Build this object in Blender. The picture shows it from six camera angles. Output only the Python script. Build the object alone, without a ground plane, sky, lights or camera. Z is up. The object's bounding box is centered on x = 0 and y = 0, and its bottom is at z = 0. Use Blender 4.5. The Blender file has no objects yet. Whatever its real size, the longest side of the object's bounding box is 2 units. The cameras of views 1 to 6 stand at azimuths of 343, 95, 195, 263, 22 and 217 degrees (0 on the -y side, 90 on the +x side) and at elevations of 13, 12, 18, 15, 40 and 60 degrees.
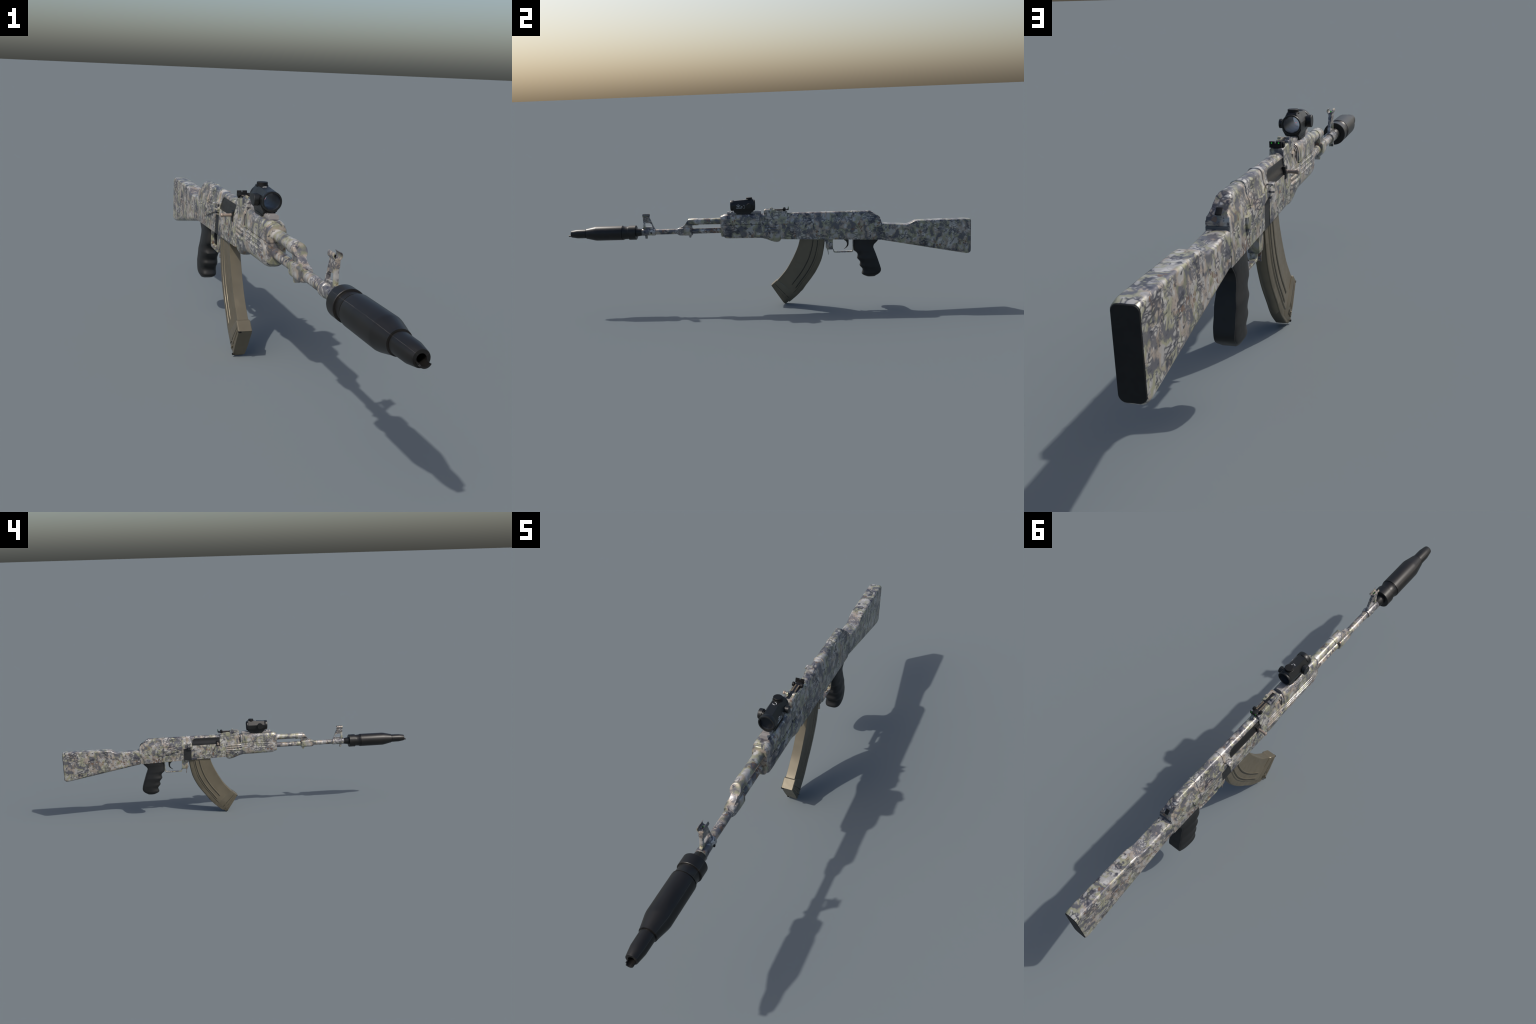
# Camouflage-wrapped rifle with suppressor, curved magazine and red-dot sight.
# Axis of the weapon: y (muzzle at -y, stock at +y); z up; centre plane x = CX.
import bpy, bmesh, math
from mathutils import Vector, Matrix

CX = 0.0112
pi = math.pi

# ------------------------------------------------------------------ materials
def new_mat(name):
    m = bpy.data.materials.new(name)
    m.use_nodes = True
    nt = m.node_tree
    for n in list(nt.nodes):
        nt.nodes.remove(n)
    out = nt.nodes.new("ShaderNodeOutputMaterial")
    b = nt.nodes.new("ShaderNodeBsdfPrincipled")
    nt.links.new(b.outputs[0], out.inputs[0])
    return m, nt, b

class G:
    """Small helper that wires shader nodes."""
    def __init__(s, nt):
        s.nt = nt
        s.obj = nt.nodes.new("ShaderNodeTexCoord").outputs["Object"]
    def n(s, t, **kw):
        x = s.nt.nodes.new(t)
        for k, v in kw.items():
            setattr(x, k, v)
        return x
    def put(s, sock, v):
        if hasattr(v, "is_output"):
            s.nt.links.new(v, sock)
        else:
            sock.default_value = v
    def mapping(s, vec, loc=(0, 0, 0), rot=(0, 0, 0), scale=(1, 1, 1)):
        m = s.n("ShaderNodeMapping")
        s.put(m.inputs["Vector"], vec)
        m.inputs["Location"].default_value = loc
        m.inputs["Rotation"].default_value = rot
        m.inputs["Scale"].default_value = scale
        return m.outputs[0]
    def noise(s, vec, scale, detail=2, rough=.5, dist=0., color=False):
        m = s.n("ShaderNodeTexNoise")
        s.put(m.inputs["Vector"], vec)
        m.inputs["Scale"].default_value = scale
        m.inputs["Detail"].default_value = detail
        m.inputs["Roughness"].default_value = rough
        m.inputs["Distortion"].default_value = dist
        return m.outputs[1 if color else 0]
    def voro(s, vec, scale, feature="DISTANCE_TO_EDGE"):
        m = s.n("ShaderNodeTexVoronoi", feature=feature)
        s.put(m.inputs["Vector"], vec)
        m.inputs["Scale"].default_value = scale
        return m.outputs[0]
    def math(s, op, a, b=0.0, c=0.0):
        m = s.n("ShaderNodeMath", operation=op)
        s.put(m.inputs[0], a); s.put(m.inputs[1], b); s.put(m.inputs[2], c)
        return m.outputs[0]
    def vmath(s, op, a, b):
        m = s.n("ShaderNodeVectorMath", operation=op)
        s.put(m.inputs[0], a); s.put(m.inputs[1], b)
        return m.outputs[0]
    def step(s, v, lo, hi, a=0.0, b=1.0):
        m = s.n("ShaderNodeMapRange", interpolation_type="SMOOTHSTEP")
        s.put(m.inputs[0], v)
        for i, x in enumerate((lo, hi, a, b)):
            m.inputs[1 + i].default_value = x
        return m.outputs[0]
    def mix(s, f, a, b):
        m = s.n("ShaderNodeMix", data_type="RGBA")
        s.put(m.inputs[0], f)
        for i, v in ((6, a), (7, b)):
            s.put(m.inputs[i], v if hasattr(v, "is_output") else (*v, 1))
        return m.outputs[2]
    def bump(s, h, strength, dist, bsdf):
        m = s.n("ShaderNodeBump")
        m.inputs["Strength"].default_value = strength
        m.inputs["Distance"].default_value = dist
        s.put(m.inputs["Height"], h)
        s.nt.links.new(m.outputs[0], bsdf.inputs["Normal"])

def camo_material(name, size=1.0, shift=(0, 0, 0)):
    """Reptile-skin camouflage wrap; size scales the printed pattern."""
    m, nt, b = new_mat(name)
    g = G(nt)
    g.obj = g.mapping(g.obj, shift, (0, 0, 0), (1 / size,) * 3)
    off = g.vmath("SUBTRACT", g.noise(g.obj, 34, 3, color=True), (.5, .5, .5))
    off = g.vmath("MULTIPLY", off, (.018, .018, .018))
    p = g.vmath("ADD", g.obj, off)
    def patch(scale, loc, lo, hi, detail=3, rot=0.0, sc=(1, 1, 1), rough=.55):
        return g.step(g.noise(g.mapping(p, loc, (rot, 0, 0), sc), scale, detail, rough), lo, hi)
    mul = lambda *v: v[0] if len(v) == 1 else g.math("MULTIPLY", v[0], mul(*v[1:]))
    light, pale = (.370, .358, .342), (.505, .490, .462)
    olive, moss, tan = (.315, .310, .215), (.210, .210, .140), (.350, .297, .248)
    slate, deep = (.112, .112, .127), (.040, .041, .056)
    brown = (.175, .106, .070)
    # soft lobes: pale heart, olive or tan rim, slate in the gaps between them
    sm = g.n("ShaderNodeTexVoronoi", feature="SMOOTH_F1")
    g.put(sm.inputs["Vector"], g.mapping(p, (.2, .4, .1), (.4, 0, 0), (1, 1.0, .8)))
    sm.inputs["Scale"].default_value = 58; sm.inputs["Smoothness"].default_value = .35
    lobe = g.math("ADD", sm.outputs["Distance"], g.math("MULTIPLY", g.math("SUBTRACT", g.noise(p, 26, 4, .6), .5), 1.5))
    rim = g.mix(patch(22, (9, 4, 2), .47, .56), olive, tan)
    c = g.mix(patch(46, (5, 8, 3), .50, .66, 2), light, pale)
    c = g.mix(g.step(lobe, .28, .50), c, rim)
    c = g.mix(g.step(lobe, .56, .76), c, g.mix(patch(30, (8, 1, 4), .45, .6), slate, moss))
    c = g.mix(mul(g.step(lobe, .74, .92), .9), c, slate)
    # broad slate clouds, torn at the rim
    c = g.mix(mul(patch(27, (1, 2, 6), .548, .62, 5, .5, (1, 1.25, .8), .62), .88), c, slate)
    # short wavy strokes
    w = g.noise(g.mapping(p, (3, 3, 3), (.6, 0, 0), (1, .5, 2.0)), 95, 2, .5, .6)
    c = g.mix(mul(g.step(w, .56, .66), patch(20, (3, 9, 9), .48, .56), .8), c, slate)
    # scales lying in patches, separated by dark grout
    v1 = g.voro(g.mapping(p, (0, 0, 0), (.35, 0, 0), (1, .72, 1.35)), 92)
    a1 = patch(21, (2, 11, 5), .545, .60, 2)
    c = g.mix(mul(g.step(v1, .10, .26), a1, .65), c, pale)
    c = g.mix(mul(g.step(v1, .13, .03), a1, .9), c, slate)
    v2 = g.voro(g.mapping(p, (6, 1, 0), (-.6, 0, 0), (1, 1.3, .9)), 165)
    a2 = patch(24, (7, 3, 13), .56, .61, 2)
    c = g.mix(mul(g.step(v2, .22, .06), a2, .9), c, slate)
    # fans of long barbs
    v3 = g.voro(g.mapping(p, (2, 5, 9), (.9, 0, 0), (1, .42, 1.7)), 78)
    a3 = patch(19, (12, 6, 1), .575, .62, 2)
    c = g.mix(mul(g.step(v3, .20, .05), a3, .85), c, deep)
    # near-black flecks and clusters of brown oval scales
    c = g.mix(mul(patch(72, (4, 7, 8), .60, .68, 3), .9), c, deep)
    v4 = g.voro(g.mapping(p, (1, 3, 2), (.8, 0, 0), (1, 1.5, .8)), 80)
    a4 = patch(24, (15, 2, 9), .615, .64, 2)
    c = g.mix(mul(g.step(v4, .08, .18), a4, .9), c, brown)
    nt.links.new(c, b.inputs["Base Color"])
    b.inputs["Roughness"].default_value = .36
    b.inputs["Metallic"].default_value = .25
    b.inputs["Specular IOR Level"].default_value = .55
    g.bump(g.noise(g.obj, 700, 2), .05, .0006, b)
    return m

def plain(name, col, rough=.5, metal=0., spec=.5, var=.12, grain=350., bump=.10, patch=18.):
    m, nt, b = new_mat(name)
    g = G(nt)
    f = g.step(g.noise(g.obj, patch, 4, .6), .3, .7)
    lo = tuple(x * (1 - var) for x in col); hi = tuple(min(1, x * (1 + var)) for x in col)
    nt.links.new(g.mix(f, lo, hi), b.inputs["Base Color"])
    r = g.step(g.noise(g.obj, patch * 2.3, 3), .3, .7, max(.05, rough - .05), rough + .05)
    nt.links.new(r, b.inputs["Roughness"])
    b.inputs["Metallic"].default_value = metal
    b.inputs["Specular IOR Level"].default_value = spec
    if bump:
        g.bump(g.noise(g.obj, grain, 2), bump, .0008, b)
    return m

AXZ = .3805
def suppressor_material():
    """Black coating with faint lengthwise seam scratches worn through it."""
    m, nt, b = new_mat("black_suppressor_coating")
    g = G(nt)
    sep = g.n("ShaderNodeSeparateXYZ"); g.put(sep.inputs[0], g.obj)
    x = g.math("SUBTRACT", sep.outputs[0], CX)
    z = g.math("SUBTRACT", sep.outputs[2], AXZ)
    ang = g.math("ARCTAN2", z, x)
    wob = g.math("MULTIPLY", g.math("SUBTRACT", g.noise(g.obj, 60, 1), .5), .05)
    ang = g.math("ADD", ang, wob)
    line = 0.0
    for a in (2.42, .62):
        d = g.math("ABSOLUTE", g.math("SUBTRACT", ang, a))
        line = g.math("MAXIMUM", line, g.step(d, .028, .010))
    line = g.math("MULTIPLY", line, g.step(g.noise(g.obj, 25, 2), .35, .6, .12, .7))
    base = g.mix(g.step(g.noise(g.obj, 20, 4), .3, .7), (.0070, .0065, .0062), (.0105, .0096, .0088))
    nt.links.new(g.mix(line, base, (.055, .050, .046)), b.inputs["Base Color"])
    b.inputs["Roughness"].default_value = .40
    b.inputs["Specular IOR Level"].default_value = .42
    g.bump(g.noise(g.obj, 500, 2), .06, .0006, b)
    return m

def glass_material():
    m, nt, b = new_mat("coated_lens_glass")
    g = G(nt)
    f = g.step(g.noise(g.obj, 9, 1), .3, .7)
    nt.links.new(g.mix(f, (.74, .80, .93), (.80, .86, .96)), b.inputs["Base Color"])
    b.inputs["Transmission Weight"].default_value = 1
    b.inputs["Roughness"].default_value = .02
    b.inputs["IOR"].default_value = 1.25
    return m

def glow(name, col, e):
    m, nt, b = new_mat(name)
    g = G(nt)
    c = g.mix(g.noise(g.obj, 300, 1), col, tuple(x * .85 for x in col))
    nt.links.new(c, b.inputs["Base Color"])
    nt.links.new(c, b.inputs["Emission Color"])
    b.inputs["Emission Strength"].default_value = e
    return m

CAMO = camo_material("reptile_camouflage_wrap", 1.22, (.05, .02, .08))
CAMO_LARGE = camo_material("large_reptile_camouflage_wrap", 1.6, (.37, .11, .23))
SUPP = suppressor_material()
GRIP = plain("black_moulded_rubber", (.0085, .0088, .0092), .50, spec=.42, bump=.10)
PAD = plain("black_butt_rubber", (.0080, .0080, .0082), .62, spec=.35, bump=.12)
SCOPE = plain("black_anodised_sight", (.0070, .0078, .0080), .40, spec=.45, bump=.04)
KNOB = plain("matt_black_cap", (.0035, .0035, .0036), .55, spec=.30, bump=.04)
TUBE = plain("grey_sight_bore", (.046, .050, .060), .40, bump=.04)  # black bore lightened and tinted blue for inside light and the lens reflection
TAN = plain("tan_olive_polymer", (.148, .128, .090), .42, metal=.42, var=.05, bump=.05)
GROOVE = plain("dark_tan_line", (.022, .020, .014), .6)
STEEL = plain("dark_blued_steel", (.0085, .0083, .0082), .36, spec=.45, bump=.03)
SLOT = plain("dark_grey_inner_steel", (.011, .0115, .012), .55)
TRUN = plain("blue_grey_steel", (.085, .092, .100), .40)
RAIL = plain("bare_grey_alloy", (.24, .228, .222), .45, var=.06)
HANDLE = plain("worn_bronze_steel", (.25, .20, .165), .38, metal=.15)
GLASS = glass_material()
RED = glow("red_aiming_dot", (.9, .05, .06), 1.2)
GREEN = glow("green_glow_dot", (.02, .55, .03), .35)
WHITE = plain("white_print", (.55, .56, .57), .6, bump=0)
MARK = plain("brass_filled_marks", (.28, .22, .15), .45, metal=.3, bump=0)

# ------------------------------------------------------------------ geometry helpers
def make(name, bm, mat, parent=None, angle=38, kind=None):
    bmesh.ops.remove_doubles(bm, verts=bm.verts, dist=1e-6)
    bmesh.ops.recalc_face_normals(bm, faces=bm.faces)
    me = bpy.data.meshes.new(name)
    bm.to_mesh(me); bm.free()
    me.polygons.foreach_set("use_smooth", [True] * len(me.polygons))
    me.set_sharp_from_angle(angle=math.radians(angle))
    me.materials.append(mat)
    ob = bpy.data.objects.new(name, me)
    bpy.context.scene.collection.objects.link(ob)
    ob.parent = parent
    if kind:
        ob["kind"] = kind
    return ob

def rings_to_bm(rings, cap=True, bm=None, close=False):
    bm = bm or bmesh.new()
    R = [[bm.verts.new(p) for p in r] for r in rings]
    n = len(R[0])
    pairs = list(zip(R, R[1:])) + ([(R[-1], R[0])] if close else [])
    for a, c in pairs:
        for i in range(n):
            j = (i + 1) % n
            bm.faces.new((a[i], a[j], c[j], c[i]))
    if cap and not close:
        bm.faces.new(R[0]); bm.faces.new(R[-1])
    return bm

def lathe_y(prof, cx, cz, seg=48, bm=None, cap=True, close=False):
    """prof: (y, radius) pairs, revolved about a line parallel to y."""
    rings = [[(cx + r * math.cos(2 * pi * i / seg), y, cz + r * math.sin(2 * pi * i / seg))
              for i in range(seg)] for y, r in prof]
    return rings_to_bm(rings, cap, bm, close)

def lathe_axis(prof, origin, axis, seg=40, bm=None, cap=True):
    """prof: (distance along axis, radius)."""
    bm = bm or bmesh.new()
    a = Vector(axis).normalized()
    u = a.orthogonal().normalized(); v = a.cross(u)
    o = Vector(origin)
    rings = [[o + a * t + (u * math.cos(2 * pi * i / seg) + v * math.sin(2 * pi * i / seg)) * r
              for i in range(seg)] for t, r in prof]
    return rings_to_bm(rings, cap, bm)

def slab(poly, half, bev=.0015, cx=CX, segs=2, bm=None):
    """Side outline (y, z) given thickness in x, with rounded rims."""
    own = bmesh.new()
    vs = [own.verts.new((cx - half, y, z)) for y, z in poly]
    f = own.faces.new(vs)
    ex = bmesh.ops.extrude_face_region(own, geom=[f])
    nv = [v for v in ex["geom"] if isinstance(v, bmesh.types.BMVert)]
    bmesh.ops.translate(own, verts=nv, vec=(2 * half, 0, 0))
    bmesh.ops.recalc_face_normals(own, faces=own.faces)
    if bev:
        es = [e for e in own.edges if abs(e.verts[0].co.x - e.verts[1].co.x) < 1e-7]
        bmesh.ops.bevel(own, geom=es, offset=bev, segments=segs, profile=.6, affect="EDGES", clamp_overlap=True)
    if bm is None:
        return own
    me = bpy.data.meshes.new("tmp"); own.to_mesh(me); own.free()
    bm.from_mesh(me); bpy.data.meshes.remove(me)
    return bm

def box(x0, x1, y0, y1, z0, z1, bev=.001, bm=None):
    return slab([(y0, z0), (y1, z0), (y1, z1), (y0, z1)], (x1 - x0) / 2, bev, (x0 + x1) / 2, 2, bm)

def rrect(half, zb, zt, rt, rb, n=6, cx=CX):
    """Rounded rectangle (x, z): top corner radius rt, bottom rb."""
    pts = []
    for sx, zc, r, a0 in ((1, zt, rt, 0), (-1, zt, rt, pi / 2), (-1, zb, rb, pi), (1, zb, rb, 1.5 * pi)):
        zc = zc - r if zc == zt else zc + r
        for i in range(n + 1):
            a = a0 + pi / 2 * i / n
            pts.append((cx + sx * (half - r) + r * math.cos(a), zc + r * math.sin(a)))
    return pts

def loft_y(sections, bm=None):
    """sections: (y, [(x, z), ...]) or with y as a callable of z for slanted cuts."""
    rings = [[(x, y(z) if callable(y) else y, z) for x, z in s] for y, s in sections]
    return rings_to_bm(rings, True, bm)

def spline(pts, n=8, closed=False):
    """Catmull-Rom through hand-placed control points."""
    P = [Vector((*p, 0)) if len(p) == 2 else Vector(p) for p in pts]
    k = len(P); out = []
    rng = range(k if closed else k - 1)
    for i in rng:
        if closed:
            a, b, c, d = P[(i - 1) % k], P[i], P[(i + 1) % k], P[(i + 2) % k]
        else:
            a, b, c, d = P[max(i - 1, 0)], P[i], P[i + 1], P[min(i + 2, k - 1)]
        for j in range(n):
            t = j / n
            out.append(.5 * ((2 * b) + (c - a) * t + (2 * a - 5 * b + 4 * c - d) * t * t + (3 * b - a - 3 * c + d) * t ** 3))
    if not closed:
        out.append(P[-1])
    return [tuple(v[:len(pts[0])]) for v in out]

def tube(path, r, seg=10, bm=None, flat=1.0):
    """Round bar swept along 3D points (ends domed); flat scales its x size."""
    P = [Vector(p) for p in path]
    rings = []
    for i, p in enumerate(P):
        t = (P[min(i + 1, len(P) - 1)] - P[max(i - 1, 0)]).normalized()
        u = Vector((1, 0, 0)); v = t.cross(u).normalized()
        rr = r * (.45 if i in (0, len(P) - 1) else 1)
        rings.append([p + u * (math.cos(2 * pi * k / seg) * rr * flat) + v * (math.sin(2 * pi * k / seg) * rr) for k in range(seg)])
    return rings_to_bm(rings, True, bm)

def cut(ob, cutter_bm, angle=38):
    cme = bpy.data.meshes.new("cutter")
    bmesh.ops.recalc_face_normals(cutter_bm, faces=cutter_bm.faces)
    cutter_bm.to_mesh(cme); cutter_bm.free()
    co = bpy.data.objects.new("cutter", cme)
    bpy.context.scene.collection.objects.link(co)
    md = ob.modifiers.new("cut", "BOOLEAN"); md.object = co; md.operation = "DIFFERENCE"; md.solver = "EXACT"
    dg = bpy.context.evaluated_depsgraph_get(); dg.update()
    me = bpy.data.meshes.new_from_object(ob.evaluated_get(dg))
    ob.modifiers.clear(); old = ob.data; ob.data = me; me.name = ob.name
    bpy.data.meshes.remove(old)
    bpy.data.objects.remove(co); bpy.data.meshes.remove(cme)
    me.polygons.foreach_set("use_smooth", [True] * len(me.polygons))
    me.set_sharp_from_angle(angle=math.radians(angle))

def mirror_x(x):
    return 2 * CX - x

# ------------------------------------------------------------------ root
root = bpy.data.objects.new("rifle", None)
bpy.context.scene.collection.objects.link(root)
root["label"] = "camouflage wrapped rifle with black suppressor, tan magazine and red-dot sight"
root["category"] = "rifle"

# ------------------------------------------------------------------ stock
def stock_top(y):
    pts = [(.566, .396), (.59, .3945), (.692, .3885), (.705, .3925), (.730, .4045), (.750, .4070), (.86, .4075), (.99, .4080)]
    for (a, za), (b, zb) in zip(pts, pts[1:]):
        if y <= b:
            return za + (zb - za) * max(0, (y - a)) / (b - a)
    return pts[-1][1]
def stock_bot(y):
    return .3140 + (.2355 - .3140) * (y - .5676) / (.984 - .5676)
ys = [.5690, .575, .59, .64, .68, .692, .699, .705, .716, .724, .730, .738, .75, .80, .86, .92, .962, .974, .984, .990, .9945, .9975]
secs = []
for y in ys:
    h = .0250 if y < .6 else .0250 - .0006 * (y - .6) / .4
    cx = CX - .0013 * (y - .569) / .43
    zt, zb, rt, rb = stock_top(y), stock_bot(y), .0072, .0130
    if y > .97:                      # rounded heel and toe
        t = min(1, (y - .97) / .0280)
        d = .011 * (1 - math.sqrt(max(0, 1 - t * t)))
        zt -= d * .35; zb += d * 1.0
    secs.append((y, rrect(h, zb, zt, rt + .004 * max(0, (y - .97) / .0275), rb, 6, cx)))
stock = make("stock", loft_y(secs), CAMO, root)
last = secs[-1]
zs = [p[1] for p in last[1]]
zt, zb = max(zs), min(zs)
pad = [( .9960, rrect(.0240, zb + .0006, zt - .0006, .0118, .0130, 6, CX - .0013)),
       ( .9990, rrect(.0237, zb + .0012, zt - .0010, .0118, .0130, 6, CX - .0013)),
       ( 1.0000, rrect(.0230, zb + .0024, zt - .0020, .0112, .0125, 6, CX - .0013))]
make("butt_pad", loft_y(pad), PAD, stock)

# ------------------------------------------------------------------ receiver
def rec_bot(y):
    return .3315 - .0150 * (y - .075) / .49
def rec_top(y):
    return .4100 - .0065 * (y - .075) / .49
rec_poly = [(.075, rec_bot(.075)), (.5655, rec_bot(.5655)), (.5675, .355), (.5675, rec_top(.5675)), (.075, .4105)]
receiver = make("receiver", slab(rec_poly, .0255, .0012), CAMO, root)
XL = CX - .0255
# open slot in the left wall showing the inner steel
cut(receiver, box(XL - .01, XL + .0022, .2745, .3190, .3205, .4085, 0))
make("inner_wall", box(XL + .0012, XL + .0030, .2740, .3195, .3240, .4080, 0), SLOT, receiver)
make("rear_trunnion", box(CX - .0243, CX + .0243, .5640, .5720, .3175, .4010, .0010), TRUN, receiver)
# front block under the rear sight, flared to the receiver
prof_sec = lambda h, zt: [(CX - .0250, .4050), (CX - .0250, .4130), (CX - h - .0015, .4400), (CX - h, zt - .003), (CX - h + .003, zt),
                          (CX + h - .003, zt), (CX + h, zt - .003), (CX + h + .0015, .4400), (CX + .0250, .4130), (CX + .0250, .4050)]
bm = loft_y([(-.0055, prof_sec(.0165, .4765)), (-.0015, prof_sec(.0170, .4800)), (.004, prof_sec(.0172, .4810)),
             (.048, prof_sec(.0172, .4800)), (.050, prof_sec(.0172, .4745)), (.104, prof_sec(.0172, .4710)), (.1085, prof_sec(.0168, .4700))])
sight_block = make("rear_sight_block", bm, CAMO_LARGE, receiver)
cut(sight_block, box(CX - .0055, CX + .0055, .006, .060, .4755, .50, 0))
bm = bmesh.new()
for s in (-1, 1):
    lathe_axis([(0, .0062), (.0078, .0062)], (CX + s * .0112 - .0039, .031, .4810), (1, 0, 0), 24, bm)
make("sight_pivot_ear", bm, CAMO_LARGE, sight_block)
# small locking lever on each side of the block
bm = bmesh.new()
for s in (-1, 1):
    slab([(-.001, .432), (.010, .424), (.024, .429), (.024, .4415), (.012, .447), (-.001, .442)], .0016, .0006, CX + s * .0200, 1, bm)
make("gas_tube_lever", bm, CAMO_LARGE, sight_block)
# pins and rivets along both walls
bm = bmesh.new()
for y, z in ((.095, .372), (.110, .350), (.110, .382), (.155, .352), (.340, .352), (.395, .350), (.455, .354), (.545, .380), (.515, .385), (.535, .335)):
    for s in (-1, 1):
        lathe_axis([(0, .0034), (.0010, .0034), (.0014, .0026)], (CX + s * .0252, y, z), (s, 0, 0), 16, bm)
make("receiver_rivets", bm, CAMO, receiver, kind="stuff")

# ------------------------------------------------------------------ dust cover
def cover_sec(zt, k=1.0, g=0.0, zb=.402):
    """Flared skirt, waist and arched roof; g grows the outline."""
    half = [(.0254, zb), (.0250, zb + .010), (.0236, zb + .0180), (.0196, zb + .0265), (.0178, zb + .0330), (.0168, zb + .041)]
    top = half[-1][1]
    for i in range(1, 7):
        a = pi / 2 * i / 6
        half.append((.0168 * math.cos(a) ** .8 if i < 6 else 0.0, top + (zt - top) * math.sin(a) ** .9))
    half = [(x + g if x > 0 else 0, z + (g if z > top else 0)) for x, z in half]
    return [(CX + x * k, z) for x, z in half] + [(CX - x * k, z) for x, z in reversed(half[:-1])]
secs = [(y, cover_sec(.4605)) for y in (.1075, .18, .262, .35, .43, .5125)]
def slope(zt, kx, y, zb=.402):
    """Rear slope: clip the roof down to zt."""
    return [(x, min(z, zt)) for x, z in cover_sec(.4605)]
secs += [(.5170, slope(.4590, 1, 0)), (.5260, slope(.4525, 1, 0)), (.5400, slope(.4418, 1, 0)), (.5530, slope(.4318, 1, 0)),
         (.5605, slope(.4255, 1, 0)), (.5650, slope(.4190, 1, 0)), (.5680, slope(.4110, 1, 0)), (.5685, slope(.4060, 1, 0))]
cover = make("dust_cover", loft_y(secs), CAMO, root)
# ejection port with rounded rear corner
port = [(.100, .4085), (.2690, .4085), (.2690, .4200), (.2655, .4350), (.2570, .4445), (.2440, .4480), (.100, .4480)]
cut(cover, slab(port, .0120, 0, CX - .0225))
carrier_half = lambda k: [(CX + (x - CX) * k, z - .0012) for x, z in cover_sec(.4575)]
bm = loft_y([(.104, carrier_half(.93)), (.270, carrier_half(.93))])
carrier = make("bolt_carrier", bm, STEEL, cover)
bm = bmesh.new()
for y in (.2985, .4280):
    loft_y([(y - .0030, cover_sec(.4605, 1, .0003)), (y - .0018, cover_sec(.4605, 1, .0018)), (y + .0018, cover_sec(.4605, 1, .0018)),
            (y + .0030, cover_sec(.4605, 1, .0003))], bm)
make("cover_rib", bm, CAMO, cover)
# spring-guide button on the rear slope
n = Vector((0, .615, .79)).normalized()
bm = box(-.0065, .0065, -.0085, .0085, -.0012, .0012, .0005)
bm.transform(Matrix.Translation((CX, .5575, .4288)) @ Matrix.Rotation(-.72, 4, "X"))
make("spring_guide_button", bm, KNOB, cover)

# charging handle: knurled peg and black root
bm = lathe_axis([(0, .0052), (.0045, .0052), (.0052, .0046), (.0255, .0046), (.0268, .0062), (.0310, .0064), (.0325, .0054)],
                (CX - .0270, .1215, .4165), (-1, 0, 0), 28)
make("charging_handle", bm, HANDLE, root)
make("handle_root", box(CX - .0280, CX - .0180, .1085, .1290, .3990, .4290, .002), STEEL, root)

# safety lever on the left wall
lev = [(.4660, .3925), (.4640, .3720), (.4610, .3610), (.4540, .3590), (.4090, .3645), (.3170, .3915), (.2720, .3975), (.2720, .4075),
       (.3000, .4235), (.3160, .4120), (.4300, .4030)]
safety = make("safety_lever", slab(lev, .0026, .0008, XL - .0022), CAMO, root)
bm = box(XL - .0150, XL, .2735, .2985, .4215, .4255, .0008)
box(XL - .0165, XL, .2700, .2930, .4040, .4085, .001, bm)
box(XL - .0085, XL, .2715, .2925, .3900, .3935, .001, bm)
make("safety_tab", bm, CAMO, safety)
bm = bmesh.new()
arc = [(.4635 - .0035 * math.sin(pi * i / 8), .3930 - .0330 * i / 8) for i in range(9)]
slab(arc + [(.4240, .3600), (.4270, .3950)], .0032, .0012, XL - .0032, 2, bm)
make("lever_hub", bm, CAMO, safety)

# ------------------------------------------------------------------ trigger group
tg = bmesh.new()
slab([(.2950, .3260), (.2950, .2840), (.3025, .2715), (.3310, .2715), (.3310, .3260)], .0138, .001, CX, 2, tg)
# guard strap swept as a thin rounded strip
outer = [(.3310, .2715), (.3310, .2640), (.3345, .2562), (.3400, .2540), (.4240, .2546), (.4290, .2595), (.4312, .2660), (.4312, .3250)]
inner = [(.4275, .3250), (.4275, .2680), (.4262, .2630), (.4225, .2606), (.3410, .2600), (.3372, .2612), (.3345, .2650), (.3345, .2720)]
slab(outer + inner, .0095, .0008, CX, 1, tg)
guard = make("trigger_guard", tg, CAMO, root)
catch = slab([(.2990, .2760), (.3060, .2730), (.3090, .2450), (.3066, .2450), (.3030, .2680)], .0105, .0006)
make("magazine_catch", catch, CAMO, guard)
make("catch_tab", box(CX - .0105, CX + .0105, .2845, .2950, .3110, .3230, .001), RAIL, guard)
tr_out = spline([(.4085, .3230), (.4085, .3080), (.4070, .2900), (.3985, .2790), (.3842, .2700)], 5)
tr_in = spline([(.3842, .2712), (.3945, .2810), (.3996, .2910), (.3990, .3020), (.3940, .3110), (.3870, .3155), (.3850, .3230)], 5)
make("trigger", slab(tr_out + tr_in, .0055, .001), STEEL, root)

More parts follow.
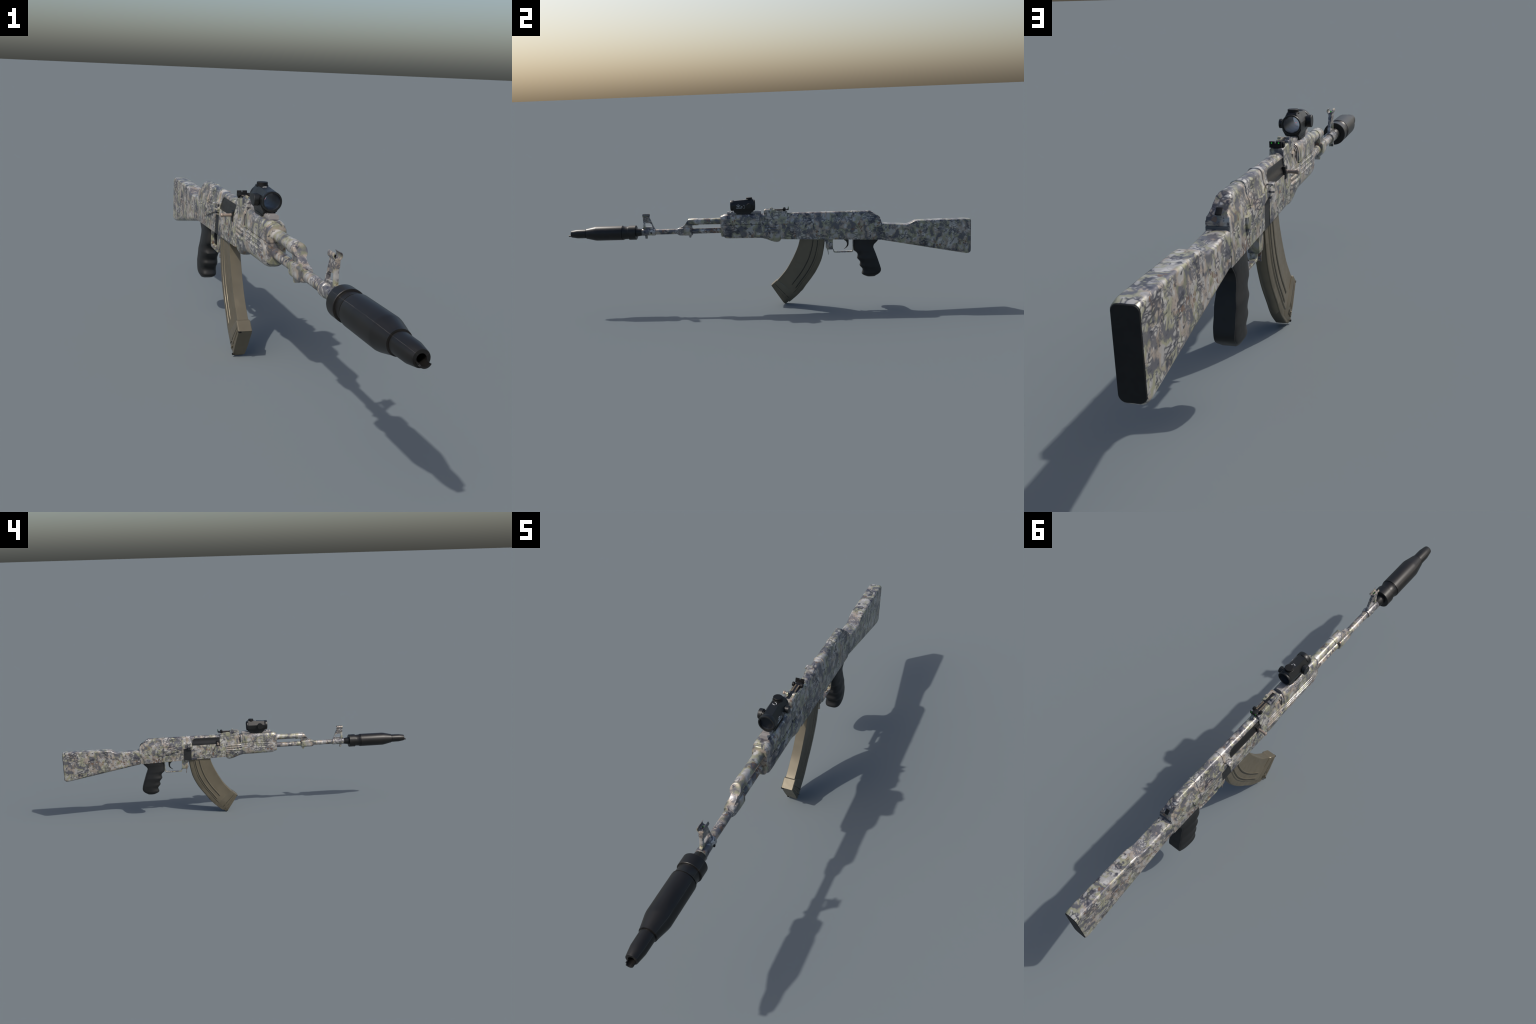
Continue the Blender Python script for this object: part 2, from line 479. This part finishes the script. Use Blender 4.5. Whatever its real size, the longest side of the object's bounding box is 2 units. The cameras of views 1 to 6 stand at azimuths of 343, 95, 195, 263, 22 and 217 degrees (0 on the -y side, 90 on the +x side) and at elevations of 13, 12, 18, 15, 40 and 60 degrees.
# ------------------------------------------------------------------ pistol grip
front = spline([(.4318, .3215), (.4318, .3000), (.4316, .2800), (.4330, .2640), (.4400, .2580), (.4475, .2510), (.4512, .2420), (.4500, .2320), (.4478, .2250),
                (.4545, .2165), (.4615, .2080), (.4634, .1990), (.4602, .1880), (.4655, .1800), (.4728, .1715), (.4748, .1630), (.4715, .1530),
                (.4700, .1460), (.4760, .1395), (.4900, .1330)], 4)
rear = spline([(.5560, .3215), (.5500, .3120), (.5400, .3010), (.5320, .2930), (.5285, .2800), (.5320, .2680), (.5415, .2430), (.5520, .2120), (.5615, .1820), (.5648, .1680),
               (.5620, .1560), (.5520, .1450), (.5360, .1350)], 4)
def at_z(path, z):
    best = None
    for (ya, za), (yb, zb) in zip(path, path[1:]):
        if min(za, zb) <= z <= max(za, zb):
            return ya + (yb - ya) * (z - za) / (zb - za if abs(zb - za) > 1e-9 else 1e-9)
    return path[0][0] if z > path[0][1] else path[-1][0]
def grip_ring(yf, yr, z, hw, fr, zoff=0.0):
    """Plan outline: flat rear face, rounded finger side."""
    ring = []
    L = yr - yf
    half = [(0.0, 0.0), (.35, .008), (.62, .045), (.82, .13), (.95, .26), (1.0, .42), (.985, .60), (.93, .78), (.83, .93), (.72, .985), (.45, 1.0), (0, 1.0)]
    sm = spline(half[:10], 3)[:-1] + [(.76, 1.0), (.45, 1.0), (0.0, 1.0)]
    for w, t in sm:
        ring.append((CX + w * hw, yf + L * t, z))
    for w, t in reversed(sm[1:-1]):
        ring.append((CX - w * hw, yf + L * t, z))
    return ring
rings = []
zlist = [.3215 - .0040 * i for i in range(47)]
for z in zlist:
    yf, yr = at_z(front, z), at_z(rear, z)
    s = (.3215 - z) / (.3215 - .1355)
    hw = .0245 + .0070 * min(1, max(0, (s - .15) / .35)) - .0030 * max(0, (s - .75) / .25)
    dent = (yf - (.4318 + .044 * max(0, (.262 - z) / .13))) * .10 if z < .262 else 0
    if z < .150:
        hw *= 1 - .35 * ((.150 - z) / .0145) ** 2 * .5
    rings.append(grip_ring(yf, yr, z, hw - max(-.001, min(.002, dent)), 0))
rings.append(grip_ring(.4930, .5330, .1318, .020, 0))
rings.append(grip_ring(.5000, .5240, .1300, .012, 0))
make("pistol_grip", rings_to_bm(rings), GRIP, root, angle=42)

# ------------------------------------------------------------------ magazine
MX = CX - .0008
mf = spline([(.1690, .3350), (.1640, .3130), (.1565, .2880), (.1395, .2500), (.1210, .2150), (.1000, .1800), (.0770, .1510), (.0510, .1225), (.0190, .0940)], 6)
mr = spline([(.2880, .3350), (.2865, .3130), (.2815, .2760), (.2690, .2230), (.2450, .1720), (.2200, .1340), (.1920, .0980), (.1530, .0480), (.0850, -.0080)], 6)
def mag_pt(s, t):
    """s along the curve 0..1, t from front (0) to rear (1)."""
    i = s * (len(mf) - 1); k = min(int(i), len(mf) - 2); f = i - k
    a = Vector(mf[k]).lerp(Vector(mf[k + 1]), f); b = Vector(mr[k]).lerp(Vector(mr[k + 1]), f)
    q = a.lerp(b, t)
    return Vector((q.x, max(q.y, .0003)))      # flat heel
side = [(.0, .0), (.0, .0155), (.015, .0165), (.33, .0170), (.38, .0186), (.80, .0186), (.835, .0160), (.985, .0150), (1.0, .0140)]
def mag_ring(s, grow=0.0, lo=0.0, hi=1.0):
    r = []
    for t, h in side[1:]:
        p = mag_pt(s, lo + (hi - lo) * t); r.append((MX + h + grow, p.x, p.y))
    for t, h in reversed(side[1:]):
        p = mag_pt(s, lo + (hi - lo) * t); r.append((MX - h - grow, p.x, p.y))
    return r
N = 64
bm = rings_to_bm([mag_ring(i / N * .955) for i in range(N + 1)])
mag = make("magazine", bm, TAN, root, angle=25)
# floor plate: slightly wider, with rails along its lower edge
def plate_ring(s, h, lo=-.024, hi=.985):
    r = []
    for sx in (1, -1):
        ts = (lo, lo + .015, .5, hi - .12, hi)
        hs = (h - .002, h, h, h - .0025, h - .0068)
        seq = list(zip(ts, hs)) if sx > 0 else list(reversed(list(zip(ts, hs))))
        for t, hh in seq:
            p = mag_pt(s, t); r.append((MX + sx * hh, p.x, p.y))
    return r
bm = rings_to_bm([plate_ring(.880, .0180, .005), plate_ring(.893, .0206), plate_ring(.990, .0206), plate_ring(1.0, .0200)])
plate = make("magazine_floor_plate", bm, TAN, mag, angle=30)
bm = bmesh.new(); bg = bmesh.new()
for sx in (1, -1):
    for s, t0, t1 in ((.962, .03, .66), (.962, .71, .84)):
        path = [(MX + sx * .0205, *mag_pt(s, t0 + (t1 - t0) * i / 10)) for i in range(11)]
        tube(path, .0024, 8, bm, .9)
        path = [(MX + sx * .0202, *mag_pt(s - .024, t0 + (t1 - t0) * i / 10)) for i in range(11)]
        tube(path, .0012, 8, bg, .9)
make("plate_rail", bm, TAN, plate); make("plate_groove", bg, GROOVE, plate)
bm = bmesh.new()
box(MX - .0211, MX - .0120, .0168, .0225, .0915, .0965, .001, bm)
box(MX - .0205, MX - .0140, .0770, .0830, .0035, .0080, .001, bm)
make("plate_lug", bm, KNOB, plate)
# raised ribs on each flank with a thin raised dark line behind them
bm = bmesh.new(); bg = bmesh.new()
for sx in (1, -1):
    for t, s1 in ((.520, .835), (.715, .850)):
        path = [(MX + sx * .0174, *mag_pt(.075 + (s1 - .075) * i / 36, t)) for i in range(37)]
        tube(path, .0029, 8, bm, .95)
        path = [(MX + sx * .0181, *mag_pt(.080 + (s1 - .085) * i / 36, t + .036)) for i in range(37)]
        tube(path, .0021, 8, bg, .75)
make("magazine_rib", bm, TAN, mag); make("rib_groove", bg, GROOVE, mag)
# spine strip down the rear
path = [(MX, *mag_pt(.05 + .80 * i / 40, 1.0)) for i in range(41)]
make("magazine_spine", tube(path, .0042, 10, None, 2.6), TAN, mag)

# ------------------------------------------------------------------ handguard
def arch(half, zb, zt, n=10, e=.66):
    pts = [(CX + half, zb)]
    zs = zb + (zt - zb) * .30
    for i in range(2 * n + 1):
        a = pi * i / (2 * n)
        c, s = math.cos(a), math.sin(a)
        pts.append((CX + half * math.copysign(abs(c) ** e, c), zs + (zt - zs) * abs(s) ** e))
    pts.append((CX - half, zb))
    return pts
bm = loft_y([(-.2100, arch(.0262, .4108, .4585)), (-.2070, arch(.0272, .4108, .4605)), (-.195, arch(.0278, .4108, .4615)), (-.10, arch(.0278, .4108, .4625)),
             (-.0250, arch(.0276, .4108, .4625)), (-.0215, arch(.0266, .4108, .4610))])
upper = make("upper_handguard", bm, CAMO_LARGE, root)
bm = loft_y([(-.0225, arch(.0235, .4085, .4585)), (-.0030, arch(.0235, .4085, .4585))])
make("gas_tube_collar", bm, CAMO_LARGE, upper)
make("collar_slot", box(CX - .0245, CX - .0150, -.0125, -.0050, .4110, .4430, .001), SLOT, upper)
bm = loft_y([(-.0180, arch(.0242, .4085, .4602)), (-.0130, arch(.0242, .4085, .4602))])
make("collar_ring", bm, CAMO_LARGE, upper)

make("seam_filler", box(CX - .0258, CX + .0258, -.2050, -.0240, .4060, .4140, 0), SLOT, upper)

def trough(half, zb, zt, n=10, e=.62):
    pts = [(CX - half * .97, zt)]
    zs = zb + (zt - zb) * .62
    for i in range(2 * n + 1):
        a = pi + pi * i / (2 * n)
        c, s = math.cos(a), math.sin(a)
        pts.append((CX + half * math.copysign(abs(c) ** e, c), zs - (zs - zb) * abs(s) ** e))
    pts.append((CX + half * .97, zt))
    return pts
bott = [(-.2080, .3470), (-.2010, .3410), (-.185, .3395), (-.10, .3385), (-.026, .3378), (-.012, .3350), (.005, .3300), (.025, .3215), (.042, .3160), (.055, .3145),
        (.066, .3170), (.073, .3240), (.0765, .3340)]
hw = [.0270, .0288, .0294, .0294, .0294, .0290, .0284, .0278, .0274, .0272, .0268, .0262, .0250]
bm = loft_y([(y, trough(h, z, .4090)) for (y, z), h in zip(bott, hw)])
lower = make("lower_handguard", bm, CAMO_LARGE, root)
bm = bmesh.new()
for s in (-1, 1):
    for z in (.4025, .3905, .3795):
        tube([(CX + s * .0288, -.178 + .153 * i / 8, z - .0004) for i in range(9)], .0024, 8, bm, .9)
make("handguard_rib", bm, CAMO_LARGE, lower)
bm = bmesh.new()
for s in (-1, 1):
    for z in (.3975, .3850, .3715):
        tube([(CX + s * (.0282 - .0025 * i / 8), -.013 + .084 * i / 8, z) for i in range(9)], .0052, 10, bm, .75)
make("thumb_rib", bm, CAMO_LARGE, lower)
# front retaining cap
bm = loft_y([(-.2225, arch(.0235, .4085, .4530)), (-.2200, arch(.0250, .4085, .4555)), (-.2085, arch(.0254, .4085, .4570))])
loft_y([(-.2225, trough(.0235, .3520, .4070)), (-.2200, trough(.0250, .3490, .4070)), (-.2060, trough(.0254, .3470, .4070))], bm)
make("handguard_cap", bm, CAMO_LARGE, root)
bm = box(CX - .0225, CX + .0225, -.2190, -.206, .4050, .4110, 0)
make("cap_joint", bm, SLOT, root)

# ------------------------------------------------------------------ barrel, gas system
make("barrel", lathe_y([(-.640, .0134), (-.36, .0135), (-.215, .0138)], CX, AXZ, 40), CAMO_LARGE, root)
GZ = .4275
make("gas_tube", lathe_y([(-.3420, .0150), (-.3380, .0151), (-.20, .0163)], CX, GZ, 40), CAMO_LARGE, root)
# gas block: drum cut by a forward slope, neck, and a sleeve on the barrel
bm = bmesh.new()
seg = 32
def slant(z):
    return -.3835 - (.4440 - z) * .66
drum = [(CX + .0172 * math.cos(2 * pi * i / seg), .4268 + .0176 * math.sin(2 * pi * i / seg)) for i in range(seg)]
loft_y([(-.3365, drum), (lambda z: slant(z) + .0005, drum), (slant, [(CX + (x - CX) * .975, .4268 + (z - .4268) * .975) for x, z in drum])], bm)
neck = [(-.3690, .4200), (-.3690, .3900), (-.4380, .3900), (-.4400, .3960), (-.4290, .4000), (-.4130, .4070), (-.4010, .4180), (-.3950, .4280)]
slab(neck, .0112, .0015, CX, 2, bm)
gas_block = make("gas_block", bm, CAMO_LARGE, root)
sl = [(-.3675, rrect(.0160, .3605, .3985, .010, .012)), (-.3700, rrect(.0186, .3590, .4000, .008, .014)), (-.40, rrect(.0186, .3590, .4000, .007, .014)),
      (-.4290, rrect(.0172, .3600, .3985, .005, .013)), (-.4350, rrect(.0165, .3610, .3975, .005, .013)), (-.4425, rrect(.0150, .3650, .3950, .005, .012))]
make("barrel_sleeve", loft_y(sl), CAMO_LARGE, gas_block)
make("sling_lug", slab([(-.3900, .3640), (-.3700, .3640), (-.3720, .3580), (-.3775, .3480), (-.3835, .3475), (-.3870, .3560)], .0080, .002), CAMO_LARGE, gas_block)

# ------------------------------------------------------------------ front sight
bm = lathe_y([(-.6240, .0158), (-.6215, .0176), (-.6080, .0176), (-.6070, .0168), (-.5740, .0165), (-.5725, .0178), (-.5575, .0178), (-.5560, .0160)], CX, AXZ, 40)
fs = make("front_sight_base", bm, CAMO_LARGE, root)
outer = [(-.6205, .3900), (-.6205, .4010), (-.6155, .4060), (-.6140, .4600), (-.5840, .4600), (-.5700, .4250), (-.5590, .3990), (-.5570, .3900)]
tower = make("sight_tower", slab(outer, .0048, .0008), CAMO_LARGE, fs)
hole = [(-.6060, .4075), (-.5705, .4065), (-.5700, .4140), (-.5740, .4220), (-.5810, .4265), (-.6060, .4270)]
cut(tower, slab(hole, .02, 0))
# widened head of the tower
make("tower_head", slab([(-.6150, .4400), (-.6150, .4590), (-.5830, .4590), (-.5880, .4400)], .0062, .0012), CAMO_LARGE, tower)
# protective ring, open at the top
bm = bmesh.new()
R0, R1, zc = .0106, .0090, .4656
rings = []
for i in range(33):
    a = pi / 2 + .80 + (2 * pi - 1.60) * i / 32
    c, s = math.cos(a), math.sin(a)
    rings.append([(CX + R1 * c, -.6155, zc + R1 * s * .95), (CX + R0 * c, -.6155, zc + R0 * s * .95), (CX + R0 * c, -.5820, zc + R0 * s * .95), (CX + R1 * c, -.5820, zc + R1 * s * .95)])
rings_to_bm(rings, True, bm)
make("sight_hood", bm, CAMO_LARGE, tower)
post = make("sight_post", lathe_axis([(0, .0026), (.0085, .0024), (.0090, .0018)], (CX, -.5990, .4560), (0, 0, 1), 16), KNOB, tower)
make("glow_dot", lathe_axis([(0, .0016), (.0006, .0016)], (CX, -.5966, .4630), (0, 1, 0), 14), GREEN, post)
bm = slab([(-.6100, .3660), (-.5980, .3660), (-.5985, .3485), (-.6085, .3490)], .0070, .001)
make("bayonet_lug", bm, CAMO_LARGE, fs)
bm = lathe_axis([(0, .0040), (.003, .0040)], (CX + .0166, -.5745, .3790), (1, 0, 0), 14)
make("retaining_pin", bm, KNOB, fs)

# ------------------------------------------------------------------ suppressor
prof = [(-.6530, .0200), (-.6530, .0350), (-.6545, .0364), (-.6885, .0364), (-.6895, .0356), (-.6898, .0322), (-.6925, .0318), (-.7140, .0330), (-.7172, .0350), (-.7195, .0358),
        (-.7200, .0338), (-.7224, .0338), (-.7229, .0364), (-.8550, .0362), (-.8640, .0350), (-.9035, .0262), (-.9080, .0257), (-.9085, .0210), (-.9110, .0210),
        (-.9120, .0224), (-.9560, .0218), (-.9850, .0172), (-.9872, .0164), (-.9872, .0094), (-.9500, .0088), (-.9490, .0)]
bm = lathe_y(prof[:-1], CX, AXZ, 64, cap=True)
supp = make("suppressor", bm, SUPP, root, angle=30)
make("suppressor_cone", lathe_y([(-.6565, .0215), (-.6500, .0208), (-.6240, .0166), (-.6225, .0155)], CX, AXZ, 48), SUPP, supp)
# half-pipe prong standing out of the bore
rings = []
for i in range(21):
    a = math.radians(-158 + 136 * i / 20)
    c, s = math.cos(a), math.sin(a)
    e = -1.0000 if 3 <= i else -.9960
    rings.append([(CX + .0092 * c, -.975, AXZ + .0092 * s), (CX + .0130 * c, -.975, AXZ + .0130 * s), (CX + .0128 * c, e, AXZ + .0128 * s), (CX + .0094 * c, e, AXZ + .0094 * s)])
make("muzzle_prong", rings_to_bm(rings), SUPP, supp)

# ------------------------------------------------------------------ accessory rail
RZ = .4725
hexa = [(CX - .0100, .4550), (CX - .0138, .4650), (CX - .0125, .4700), (CX - .0095, RZ), (CX + .0095, RZ), (CX + .0125, .4700), (CX + .0138, .4650), (CX + .0100, .4550)]
rail = make("accessory_rail", loft_y([(-.1880, hexa), (-.0210, hexa)]), RAIL, root)
for y in (-.1740, -.1575, -.0560):
    cut(rail, box(CX - .03, CX + .03, y - .0040, y + .0040, .4690, .49, 0))

# ------------------------------------------------------------------ red-dot sight
SZ = .5030
sight = bpy.data.objects.new("red_dot_sight", None)
bpy.context.scene.collection.objects.link(sight); sight.parent = root
def body_sec(zr, rh):
    return [(CX - .0175, .4740), (CX - .0250, .4880), (CX - .0264, .5040), (CX - .0258, .5085), (CX - rh, zr), (CX + rh, zr),
            (CX + .0258, .5085), (CX + .0264, .5040), (CX + .0250, .4880), (CX + .0175, .4740)]
bm = loft_y([(-.1545, body_sec(.5270, .0127)), (-.0600, body_sec(.5335, .0130)), (-.0560, body_sec(.5290, .0128))])
body = make("sight_body", bm, SCOPE, sight, angle=12)
cut(body, lathe_y([(-.30, .0222), (.10, .0222)], CX, SZ, 48), 12)
# bore sleeve and end rings are hollow lathes
make("sight_bore", lathe_y([(-.1640, .0226), (-.0530, .0226), (-.0530, .0216), (-.1640, .0216)], CX, SZ, 48, close=True, cap=False), TUBE, sight)
make("front_ring", lathe_y([(-.1530, .0216), (-.1530, .0258), (-.1545, .0264), (-.1680, .0266), (-.1695, .0258), (-.1695, .0220), (-.1630, .0216)], CX, SZ, 56, close=True, cap=False), SCOPE, sight)
make("eyepiece_ring", lathe_y([(-.0580, .0216), (-.0580, .0256), (-.0560, .0264), (-.0515, .0264), (-.0500, .0254), (-.0500, .0226), (-.0530, .0216)], CX, SZ, 56, close=True, cap=False), SCOPE, sight)
make("front_lens", lathe_y([(-.1620, .0217), (-.1608, .0217)], CX, SZ, 48), GLASS, sight)
make("aiming_dot", lathe_axis([(0, .00085), (.0002, .00085)], (CX, -.1062, .5008), (0, 1, 0), 16), RED, sight)
# turrets
bm = lathe_axis([(0, .0165), (.0030, .0165), (.0040, .0148), (.0110, .0146), (.0118, .0136)], (CX, -.0767, .5295), (0, 0, 1), 40)
make("elevation_turret", bm, KNOB, sight)
bm = lathe_axis([(0, .0110), (.0070, .0110), (.0072, .0125), (.0125, .0125), (.0135, .0116)], (CX + .0240, -.0757, .5030), (1, 0, 0), 36)
make("windage_turret", bm, SCOPE, sight)
bm = lathe_axis([(0, .0140), (.0035, .0140), (.0037, .0168), (.0150, .0168), (.0162, .0158)], (CX - .0235, -.1270, .5030), (-1, 0, 0), 40)
make("brightness_dial", bm, SCOPE, sight)
# clamp mount
bm = slab([(-.1520, .4760), (-.1500, .4720), (-.1370, .4590), (-.0760, .4580), (-.0650, .4690), (-.0620, .4760)], .0170, .0012)
mount = make("clamp_mount", bm, SCOPE, sight)
cut(mount, box(CX - .0136, CX + .0136, -.20, .0, .450, .4700, 0))
bm = bmesh.new()
for s in (-1, 1):
    box(CX + s * .0172 - .0012, CX + s * .0172 + .0012, -.1360, -.0770, .4610, .4665, .0006, bm)
make("clamp_bar", bm, SCOPE, mount)

# printed marks on the right flank and roof: winged emblem, short lines of type
bm = bmesh.new()
FX = CX + .0258
def stroke(y0, z0, y1, z1, w=.0011):
    d = Vector((y1 - y0, z1 - z0)).normalized(); n = Vector((-d.y, d.x)) * w / 2
    def fx(z): return CX + (.0262 if z >= .502 else .0262 - (.502 - z) / .014 * .0012) - (max(0, z - .502) / .011 * .0010)
    q = [(y0 + n.x, z0 + n.y), (y0 - n.x, z0 - n.y), (y1 - n.x, z1 - n.y), (y1 + n.x, z1 + n.y)]
    a = [bm.verts.new((fx(z) + .0004, y, z)) for y, z in q]; b = [bm.verts.new((fx(z) - .0006, y, z)) for y, z in q]
    bm.faces.new(a); bm.faces.new(b)
    for i in range(4):
        bm.faces.new((a[i], a[(i + 1) % 4], b[(i + 1) % 4], b[i]))
for y0, z0, y1, z1 in ((-.1395, .5062, -.1340, .5062), (-.1245, .5062, -.1190, .5062), (-.1340, .5062, -.1295, .4985), (-.1295, .4985, -.1245, .5062),
                       (-.1330, .5085, -.1255, .5085), (-.1370, .5040, -.1300, .4985), (-.1215, .5040, -.1290, .4985), (-.1320, .5040, -.1268, .5040)):
    stroke(y0, z0, y1, z1)
for row, (z, y0, y1) in enumerate(((.4940, -.1395, -.1090), (.4915, -.1395, -.1120), (.5005, -.1165, -.1085), (.4985, -.1165, -.1085))):
    y = y0; i = 0
    while y < y1:
        w = .0012 + .0011 * ((i * 7 + row * 3) % 4) / 3
        stroke(y, z, min(y + w, y1), z, .0013); y += w + .0007; i += 1
for y, z in ((-.1045, .5070), (-.1010, .5055), (-.0995, .5020), (-.0990, .4970), (-.1005, .4925), (-.1040, .4912)):
    stroke(y, z, y + .0022, z - .0012, .0012)
make("flank_print", bm, WHITE, body, kind="stuff")
bm = bmesh.new()
for i in range(9):
    a = math.radians(200 + 250 * i / 8)
    if i == 4: continue
    c = Vector((CX - .001 + .0056 * math.cos(a), -.1000 + .0056 * math.sin(a)))
    t = Vector((-math.sin(a), math.cos(a))); r = Vector((math.cos(a), math.sin(a)))
    zr = lambda y: .5270 + (.0065) * (y + .1545) / .0945
    q = [c + t * .0012 + r * .0007, c - t * .0012 + r * .0007, c - t * .0012 - r * .0007, c + t * .0012 - r * .0007]
    A = [bm.verts.new((p.x, p.y, zr(p.y) + .0003)) for p in q]; B = [bm.verts.new((p.x, p.y, zr(p.y) - .0006)) for p in q]
    bm.faces.new(A); bm.faces.new(B)
    for k in range(4):
        bm.faces.new((A[k], A[(k + 1) % 4], B[(k + 1) % 4], B[k]))
make("roof_print", bm, WHITE, body, kind="stuff")

# ------------------------------------------------------------------ rear sight leaf
bm = box(CX - .0050, CX + .0050, .0080, .0520, .4752, .4790, .0008)
box(CX - .0092, CX + .0092, .0500, .1130, .4742, .4788, .0008, bm)
leaf = make("sight_leaf", bm, STEEL, sight_block)
bm = bmesh.new()
for s in (-1, 1):
    lathe_axis([(0, .0040), (.0012, .0072), (.0075, .0072), (.0085, .0060)], (CX + s * .0095, .0950, .4780), (s, 0, 0), 24, bm)
make("leaf_slider", bm, KNOB, leaf)
bm = slab([(.1120, .4735), (.1165, .4735), (.1170, .4890), (.1145, .4890), (.1125, .4800)], .0150, .0006)
blade = make("notch_blade", bm, KNOB, leaf)
cut(blade, box(CX - .0012, CX + .0012, .10, .13, .4840, .50, 0))
for x in (CX - .0088, CX + .0088):
    make("glow_dot", lathe_axis([(0, .0016), (.0006, .0016)], (x, .1166, .4852), (0, 1, 0), 14), GREEN, blade)
bm = bmesh.new()
for i in range(11):
    y = .0545 + .0036 * i
    for s in (-1, 1):
        w = .0016 if i % 2 else .0026
        box(CX + s * .0055 - w, CX + s * .0055 + w, y, y + .0020, .4775, .47915, 0, bm)
make("range_marks", bm, MARK, leaf, kind="stuff")
